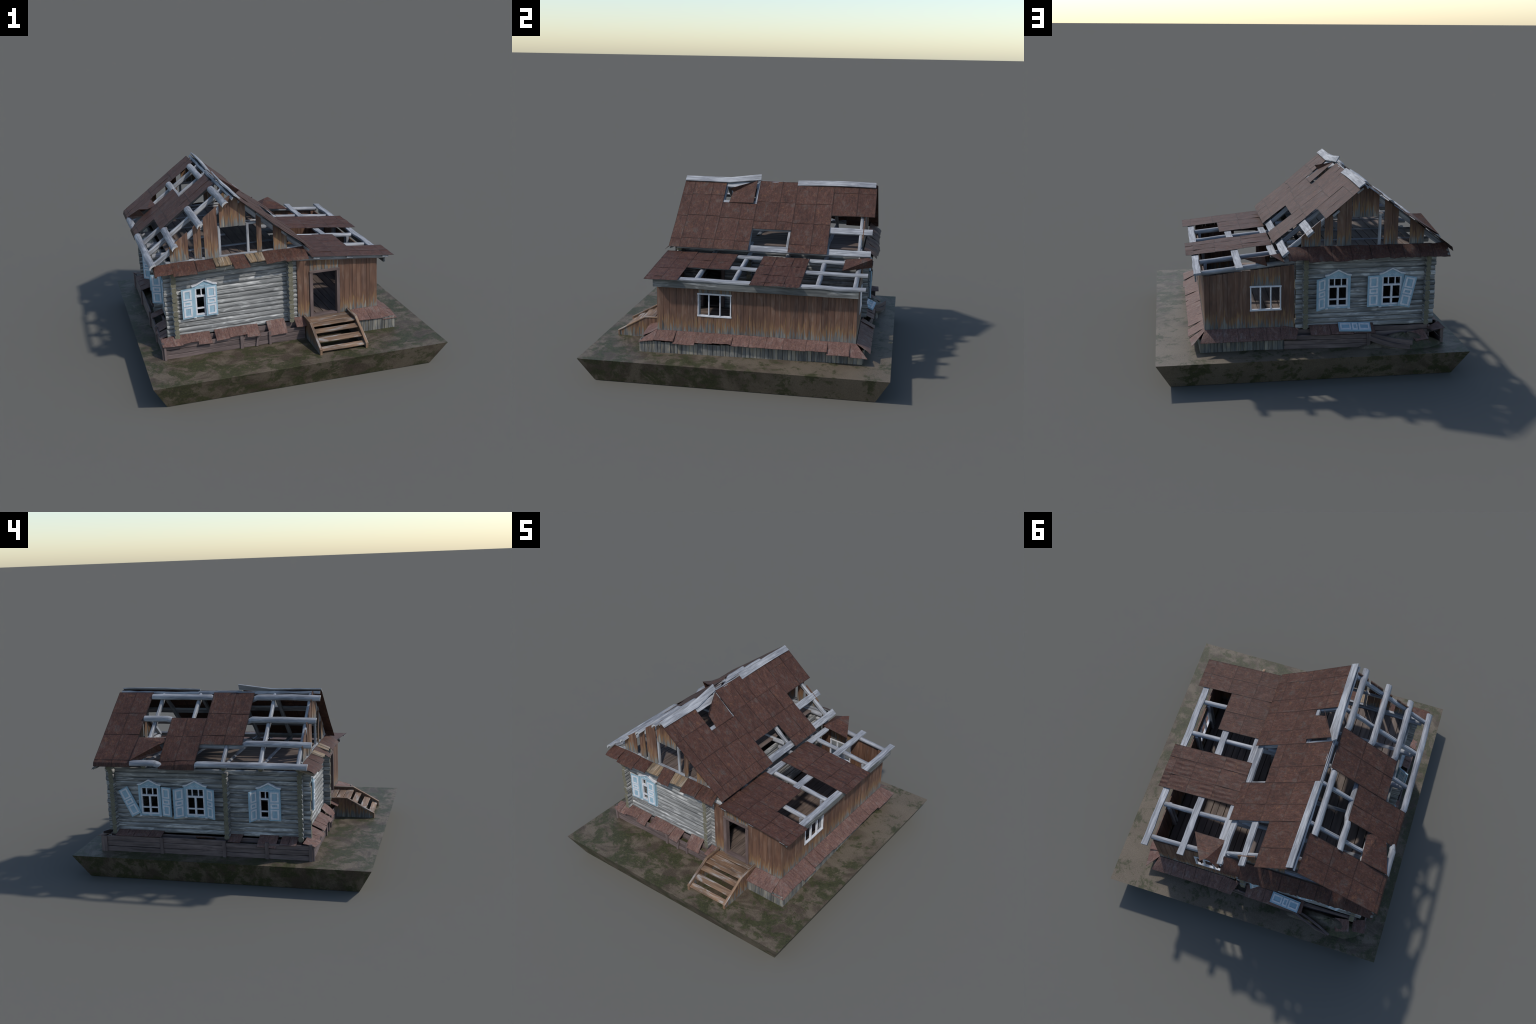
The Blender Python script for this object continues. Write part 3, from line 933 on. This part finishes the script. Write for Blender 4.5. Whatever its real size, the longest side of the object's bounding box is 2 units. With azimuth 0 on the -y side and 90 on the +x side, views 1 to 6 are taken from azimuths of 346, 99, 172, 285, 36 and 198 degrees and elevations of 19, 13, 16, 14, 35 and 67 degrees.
# doorway from the lean-to into the log house
box("door_frame", (0.016, -0.397, 0.300), (0.066, -0.380, 0.583), "door_wood", annex)
box("door_frame", (0.016, -0.250, 0.300), (0.066, -0.224, 0.583), "door_wood", annex)
box("door_frame", (0.015, -0.397, 0.5835), (0.067, -0.224, 0.600), "door_wood", annex)
# joists and boards of the lean-to roof
for y in (-0.546, -0.285, -0.036, 0.240, 0.510, 0.748):
    round_log("joist", (0.062, y, roof_base(0.062) - 0.026), (0.668 if y > -0.54 else 0.705, y, roof_base(0.668) - 0.024), 0.0165, 0.0165, annex, ("pale_timber", "pale_end"), wob=0.002, sway=0.002)
for x, y0, y1, w in ((0.694, -0.600, 0.818, 0.044), (0.443, -0.600, 0.818, 0.046), (0.213, -0.600, 0.652, 0.042)):
    plank("roof_batten", (x, y0, roof_base(x) - 0.0085), (x, y1, roof_base(x) - 0.0085), w, 0.013, "pale_timber", annex, up=(0.105, 0, 1), seg=22, wob=0.004)
plank("eave_board", (0.704, -0.562, 0.635), (0.704, 0.775, 0.635), 0.010, 0.050, "eave_wood", annex, wob=0.002)
for c, w in plank_row(0.060, 0.178, 0.03, 0.05) + plank_row(0.386, 0.640, 0.03, 0.05):
    upright(c, -0.524, 0.293, roof_base(c) - 0.045, w - 0.001, "y", annex, name="lining_plank")

def annex_sheet(x0, x1, y0, y1, lift=0.0, crinkle=0.0025, droop=0.0):
    s = rng.uniform(0, 100)
    def fn(u, v):
        x, y = lerp(x0, x1, u), lerp(y0, y1, v)
        z = roof_base(x) + 0.001 + lift
        z += crinkle * mnoise.noise(V((s + x * 9, y * 16, 1)))
        if crinkle > 0.003:
            z += 0.0022 * math.sin(y * 190 + 3 * mnoise.noise(V((x * 9, y * 5, s)))) * max(0, mnoise.noise(V((x * 6, y * 6, s + 5))) + 0.25)
        z += 0.0007 * max(0, 1 - min(v, 1 - v) / 0.08) + 0.0012 * u
        if droop and x > 0.69:
            z -= droop * ((x - 0.69) / 0.06) ** 2 * max(0, (v if droop > 0 else 1 - v))
        return V((x, y, z))
    surface_sheet("roof_sheet", fn, roof, "roof_tin", 9, 14 if crinkle < 0.003 else 26, 0.0013)
def annex_column(xs, ys, crinkle=0.0025):
    for j in range(len(ys) - 1):
        off = rng.uniform(-0.006, 0.006)
        xx = [xs[0]] + [x + off for x in xs[1:-1]] + [xs[-1]]
        for i in range(len(xx) - 1):
            annex_sheet(xx[i], xx[i + 1] + 0.003, ys[j] - 0.001, ys[j + 1] + 0.001, 0.0006 * (j % 2), crinkle)
annex_column([0.180, 0.345, 0.53, 0.690, 0.749], [-0.609, -0.50, -0.388])
annex_column([0.188, 0.345, 0.500], [-0.388, -0.245, -0.100])
annex_column([0.195, 0.375, 0.555, 0.692, 0.748], [0.084, 0.175, 0.300, 0.405], 0.0042)
# torn sheet at the far corner of the lean-to: its outer edge is folded up into a standing flap
folded_sheet("torn_sheet", [(0.182, 0.651, 0.734), (0.174, 0.841, 0.729), (0.258, 0.809, 0.771), (0.402, 0.644, 0.708), (0.294, 0.838, 0.772), (0.280, 0.839, 0.712), (0.290, 0.740, 0.742)],
             [(0, 1, 2, 6), (0, 6, 3), (6, 2, 3), (3, 2, 4), (3, 4, 5)], roof)

# ---- earth bank round the foot of the house, boxed in boards and capped with tin
bank = empty("earth_bank", house)
def board_fence(p0, p1, z0, z1, n, thick=0.010, mat="fence_board"):
    p0, p1 = V(p0), V(p1)
    d = (p1 - p0).normalized()
    nrm = V((-d.y, d.x, 0))
    h = (z1 - z0) / n
    for i in range(n):
        o = nrm * rng.uniform(-0.0012, 0.0012)
        a, b = p0 + o, p1 + o
        a.z = b.z = z0 + h * (i + 0.5) + rng.uniform(-0.001, 0.001)
        plank("bank_board", a, b, thick, h - 0.0025, mat, bank, wob=0.002)
def post(x, y, z0, z1, w=0.022, lean=0.0):
    plank("bank_post", (x + lean, y, z0), (x, y, z1), w, 0.016, "fence_board", bank, up=(1, 0, 0) if abs(x) > 0.8 else (0, 1, 0))
# west side
for y0, y1, zt in ((0.836, 0.405, 0.279), (0.400, -0.028, 0.282), (-0.032, -0.312, 0.266), (-0.318, -0.611, 0.272)):
    board_fence((-0.821, y0, 0), (-0.821, y1, 0), 0.168, zt, 3)
for y in (0.824, 0.404, -0.028, -0.314, -0.600):
    post(-0.829, y, 0.168, 0.280)
# front
board_fence((-0.826, -0.606, 0), (-0.31, -0.606, 0), 0.168, 0.262, 3)
board_fence((-0.312, -0.606, 0), (0.118, -0.606, 0), 0.168, 0.256, 3)
post(-0.819, -0.613, 0.168, 0.272)
post(-0.316, -0.614, 0.168, 0.264)
post(-0.200, -0.614, 0.172, 0.256, 0.018, 0.026 * -0.6)
post(-0.126, -0.614, 0.168, 0.258, 0.018)
# back, still standing half
board_fence((0.172, 0.822, 0), (-0.362, 0.843, 0), 0.168, 0.258, 3)
post(-0.352, 0.851, 0.170, 0.262)
post(-0.829, 0.806, 0.168, 0.276)
# footing boards against the logs
for z in (0.264, 0.232, 0.200):
    plank("footing_board", (-0.755, 0.778, z), (0.10, 0.778, z), 0.012, 0.030, "fence_board", bank, wob=0.003)
    plank("footing_board", (-0.7535, -0.53, z), (-0.7535, 0.79, z), 0.012, 0.030, "fence_board", bank, wob=0.003)
    plank("footing_board", (-0.77, -0.5525, z), (0.10, -0.5525, z), 0.012, 0.030, "fence_board", bank, wob=0.003)
# fallen boards at the back
def bent_board(pts, w, t):
    rings = []
    for i, p in enumerate(pts):
        p = V(p)
        q = V(pts[min(i + 1, len(pts) - 1)]) - V(pts[max(i - 1, 0)])
        side = q.cross(V((0, 0, 1))).normalized()
        upv = side.cross(q).normalized()
        rings.append([p + side * t / 2 - upv * w / 2, p - side * t / 2 - upv * w / 2, p - side * t / 2 + upv * w / 2, p + side * t / 2 + upv * w / 2])
    m, _ = frame(pts[0], pts[-1])
    inv = m.inverted()
    verts, faces = loft([[inv @ x for x in r] for r in rings])
    add("fallen_board", verts, [f[::-1] for f in faces], "fence_board", bank, m, 30)
bent_board([(lerp(-0.352, -0.612, t), 0.838 + 0.085 * t ** 1.5, 0.246 - 0.030 * t - 0.012 * math.sin(math.pi * t)) for t in [i / 8 for i in range(9)]], 0.030, 0.010)
bent_board([(lerp(-0.356, -0.598, t), 0.853 + 0.068 * t ** 0.8, 0.232 - 0.044 * t - 0.012 * math.sin(math.pi * t)) for t in [i / 8 for i in range(9)]], 0.028, 0.010)
# earth fill
def fill(name, x0, x1, y0, y1, z, amp=0.006):
    n = 14
    verts, faces = [], []
    for i in range(n + 1):
        for j in range(n + 1):
            x, y = lerp(x0, x1, i / n), lerp(y0, y1, j / n)
            verts.append(V((x, y, z + amp * mnoise.noise(V((x * 18, y * 18, 4))))))
    W = n + 1
    for i in range(n):
        for j in range(n):
            faces.append((i * W + j, (i + 1) * W + j, (i + 1) * W + j + 1, i * W + j + 1))
    add(name, verts, faces, "soil", bank, None, 60)
fill("earth_fill", -0.816, -0.745, -0.60, 0.83, 0.248)
fill("earth_fill", -0.816, 0.12, -0.601, -0.546, 0.234)
fill("earth_fill", -0.36, 0.17, 0.772, 0.838, 0.232)
# spilled earth where the boards have burst
def spill():
    n, mring = 40, 9
    cx, cy = -0.60, 0.815
    verts, faces = [V((cx, cy, 0.236))], []
    for r in range(1, mring + 1):
        t = r / mring
        for k in range(n):
            a = 2 * math.pi * k / n
            c, s = math.cos(a), math.sin(a)
            # lobed outline: long toward both ends, two tongues outwards
            rx = 0.245 if c < 0 else 0.290
            lobe = 1 + 0.22 * math.exp(-((a - 0.38) / 0.22) ** 2) - 0.22 * math.exp(-((a - 0.80) / 0.16) ** 2) + 0.10 * mnoise.noise(V((c * 3, s * 3, 1)))
            ry = 0.105 if s > 0 else 0.045
            x = cx + rx * c * t * lobe
            y = cy + ry * s * t * lobe
            z = lerp(0.236, 0.166, t ** 1.6) + 0.010 * mnoise.noise(V((x * 16, y * 16, 8)))
            if t < 1 and abs(s) < 0.9:
                z += 0.012 * (1 - t)
            verts.append(V((x, y, max(z, 0.166))))
    for k in range(n):
        faces.append((0, 1 + k, 1 + (k + 1) % n))
    for r in range(mring - 1):
        for k in range(n):
            a, b = 1 + r * n + k, 1 + r * n + (k + 1) % n
            faces.append((a, a + n, b + n, b))
    add("spilled_earth", verts, faces, "soil", bank, None, 60)
spill()
# tin caps: west
def cap(a, b, c, d, **kw):
    return quad_sheet("bank_sheet", a, b, c, d, bank, **kw)
wy = [0.733, 0.655, 0.610, 0.500, 0.408]
for p, q in zip(wy, wy[1:]):
    cap((-0.746, q, 0.302), (-0.746, p, 0.302), (-0.829, p, 0.282), (-0.829, q, 0.282), ripple=0.003)
cap((-0.746, -0.140, 0.300), (-0.746, -0.055, 0.300), (-0.829, -0.052, 0.272), (-0.829, -0.135, 0.272))
cap((-0.746, -0.378, 0.303), (-0.746, -0.316, 0.303), (-0.834, -0.310, 0.262), (-0.836, -0.372, 0.258), curl=0.014)
cap((-0.746, -0.318, 0.303), (-0.746, -0.253, 0.303), (-0.834, -0.248, 0.264), (-0.834, -0.314, 0.260), curl=0.014)
cap((-0.746, -0.455, 0.300), (-0.746, -0.400, 0.300), (-0.832, -0.396, 0.266), (-0.832, -0.452, 0.265))
cap((-0.746, -0.508, 0.300), (-0.746, -0.457, 0.300), (-0.832, -0.454, 0.266), (-0.832, -0.506, 0.266))
cap((-0.755, 0.045, 0.258), (-0.760, 0.178, 0.256), (-0.800, 0.175, 0.290), (-0.800, 0.045, 0.288), ripple=0.006, freq=40)
# front
cap((-0.834, -0.550, 0.285), (-0.764, -0.566, 0.305), (-0.755, -0.650, 0.272), (-0.834, -0.630, 0.270), curl=0.004)
cap((-0.764, -0.560, 0.303), (-0.712, -0.556, 0.302), (-0.702, -0.646, 0.268), (-0.755, -0.648, 0.269))
cap((-0.713, -0.553, 0.301), (-0.655, -0.553, 0.301), (-0.650, -0.630, 0.272), (-0.702, -0.638, 0.270))
cap((-0.656, -0.553, 0.301), (-0.598, -0.553, 0.301), (-0.600, -0.628, 0.272), (-0.652, -0.630, 0.272))
cap((-0.599, -0.553, 0.302), (-0.515, -0.553, 0.299), (-0.513, -0.640, 0.255), (-0.602, -0.636, 0.258), curl=0.006)
cap((-0.482, -0.545, 0.299), (-0.395, -0.549, 0.301), (-0.393, -0.632, 0.266), (-0.484, -0.633, 0.261), curl=0.005)
cap((-0.396, -0.550, 0.301), (-0.345, -0.550, 0.301), (-0.343, -0.630, 0.268), (-0.394, -0.632, 0.267))
cap((-0.346, -0.551, 0.301), (-0.277, -0.551, 0.301), (-0.280, -0.632, 0.270), (-0.345, -0.631, 0.269))
cap((-0.278, -0.552, 0.302), (-0.193, -0.554, 0.301), (-0.194, -0.641, 0.255), (-0.281, -0.638, 0.259), curl=0.006)
cap((-0.131, -0.548, 0.305), (-0.010, -0.553, 0.313), (-0.006, -0.628, 0.250), (-0.129, -0.624, 0.246), ripple=0.006, curl=0.014)
cap((0.062, -0.553, 0.303), (0.135, -0.553, 0.303), (0.135, -0.640, 0.268), (0.054, -0.637, 0.269))
# back
bx = [0.012, -0.118, -0.258, -0.394]
for p, q in zip(bx, bx[1:]):
    cap((p, 0.771, 0.301), (q, 0.771, 0.301), (q - 0.001, 0.856, 0.262), (p - 0.001, 0.856, 0.268), ripple=0.003)
cap((-0.745, 0.783, 0.262), (-0.821, 0.769, 0.291), (-0.839, 0.857, 0.278), (-0.753, 0.863, 0.266), ripple=0.004)
cap((-0.620, 0.803, 0.242), (-0.717, 0.791, 0.253), (-0.739, 0.860, 0.211), (-0.645, 0.886, 0.208), ripple=0.004)
# shutter lying on the bank
m = Matrix((V((-0.194, 0.016, -0.003)).normalized(), V((0.005, 0.070, -0.031)).normalized(), V((0, 0.4, 0.91)))).transposed()
xa = V((-0.194, 0.016, -0.003)).normalized()
za = V((0.005, 0.070, -0.031)); za = (za - xa * za.dot(xa)).normalized()
ya = za.cross(xa)
fm = Matrix((za, ya, xa)).transposed().to_4x4()
fm.translation = V((-0.173, 0.772, 0.311))
place_shared("shutter", "shutter", SHUT, ["blue_paint", "white_paint"], windows, fm)
# lean-to skirt: short grey uprights
def skirt(p0, p1, z0, zt, out):
    p0, p1 = V(p0), V(p1)
    L = (p1 - p0).length
    up = (1, 0, 0) if abs((p1 - p0).y) > abs((p1 - p0).x) else (0, 1, 0)
    for c, w in plank_row(0, L, 0.020, 0.036):
        p = p0.lerp(p1, c / L)
        plank("skirt_plank", (p.x, p.y, z0), (p.x, p.y, zt + rng.uniform(-0.004, 0.002)), w - 0.0012, 0.008, "grey_plank", bank, up=up, seg=3, origin=0.0, wob=0.0006)
skirt((0.450, -0.645, 0), (0.743, -0.645, 0), 0.166, 0.252, -1)
skirt((0.741, -0.643, 0), (0.684, 0.815, 0), 0.166, 0.246, 1)
skirt((0.684, 0.815, 0), (0.172, 0.815, 0), 0.166, 0.246, 1)
# lean-to tin skirts
def ox(y):
    return 0.754 - 0.004 * (y + 0.61) / 1.46
side = [(-0.551, -0.420, 0.258), (-0.420, -0.277, 0.244), (-0.277, -0.160, 0.259), (-0.160, -0.034, 0.264), (-0.034, 0.080, 0.256), (0.080, 0.190, 0.255), (0.190, 0.303, 0.254),
        (0.303, 0.452, 0.255), (0.452, 0.588, 0.258), (0.588, 0.731, 0.242)]
for y0, y1, z in side:
    d = 0.006 if z < 0.25 else 0.0
    cap((0.656, y0, 0.300), (0.656, y1 + 0.002, 0.300), (ox(y1) + d, y1 + 0.002, z), (ox(y0) + d, y0, z), ripple=0.004, freq=26, rag=0.004)
cap((0.656, 0.729, 0.298), (0.656, 0.772, 0.295), (0.738, 0.850, 0.226), (ox(0.73), 0.731, 0.236), ripple=0.003)
cap((0.656, -0.553, 0.300), (0.656, -0.549, 0.300), (0.754, -0.551, 0.256), (0.754, -0.655, 0.240), ripple=0.003)
cap((0.450, -0.552, 0.300), (0.560, -0.552, 0.300), (0.570, -0.662, 0.256), (0.450, -0.668, 0.264), ripple=0.004)
cap((0.558, -0.553, 0.300), (0.655, -0.553, 0.300), (0.656, -0.656, 0.250), (0.568, -0.662, 0.256), ripple=0.004)
cap((0.655, -0.552, 0.300), (0.657, -0.551, 0.299), (0.754, -0.657, 0.239), (0.655, -0.653, 0.236), ripple=0.002)
bxs = [0.655, 0.548, 0.455, 0.385, 0.280, 0.172]
for i, (p, q) in enumerate(zip(bxs, bxs[1:])):
    po = 0.690 if i == 0 else p
    cap((p, 0.772, 0.298), (q, 0.772, 0.300), (q, 0.864, 0.251), (po, 0.865, 0.251), ripple=0.003, curl=0.004)
cap((0.185, 0.771, 0.306), (0.072, 0.780, 0.287), (0.106, 0.872, 0.252), (0.200, 0.870, 0.258), ripple=0.004)

# ---- front steps
steps = empty("porch_steps", house)
def stringer(x, y_back):
    prof = lambda y: 0.307 if y > -0.703 else 0.307 - (-0.703 - y) * 0.555
    y = y_back
    while y > -0.885:
        w = min(rng.uniform(0.022, 0.036), y + 0.890)
        if w < 0.006:
            break
        zt0, zt1 = prof(y), prof(y - w)
        m = Matrix((V((0, 0, 1)), V((0, 1, 0)), V((-1, 0, 0)))).transposed().to_4x4()
        m.translation = V((x, y - w / 2, 0.166))
        h = w / 2 - 0.0006
        v = []
        for t in (-0.005, 0.005):
            v += [V((0, h, t)), V((0, -h, t)), V((zt1 - 0.166, -h, t)), V((zt0 - 0.166, h, t))]
        add("step_side_plank", v, [(3, 2, 1, 0), (4, 5, 6, 7), (0, 1, 5, 4), (1, 2, 6, 5), (2, 3, 7, 6), (3, 0, 4, 7)], "brown_plank", steps, m, 0)
        y -= w
    plank("handrail", (x, y_back + 0.012, 0.312), (x, -0.703, 0.312), 0.018, 0.009, "step_wood", steps, cut1=0.0, wob=0.002)
    plank("handrail", (x, -0.700, 0.312), (x, -0.897, 0.203), 0.018, 0.009, "step_wood", steps, wob=0.002)
    box("step_post", (x - 0.008, -0.897, 0.166), (x + 0.008, -0.884, 0.203), "step_wood", steps)
stringer(0.131, -0.570)
stringer(0.441, -0.552)
for y0, y1, z, d in ((-0.600, -0.548, 0.294, 0), (-0.653, -0.602, 0.293, 0), (-0.710, -0.655, 0.293, 0), (-0.767, -0.720, 0.273, 0.010), (-0.834, -0.785, 0.240, 0.012), (-0.889, -0.846, 0.202, 0.014)):
    plank("step_tread", (0.137, (y0 + y1) / 2, z - 0.005), (0.435, (y0 + y1) / 2, z - 0.005 + rng.uniform(-0.001, 0.001)), y1 - y0 - 0.002, 0.009, "step_wood", steps, up=(0, -d, 0.05), wob=0.0025, bevel=0.002)
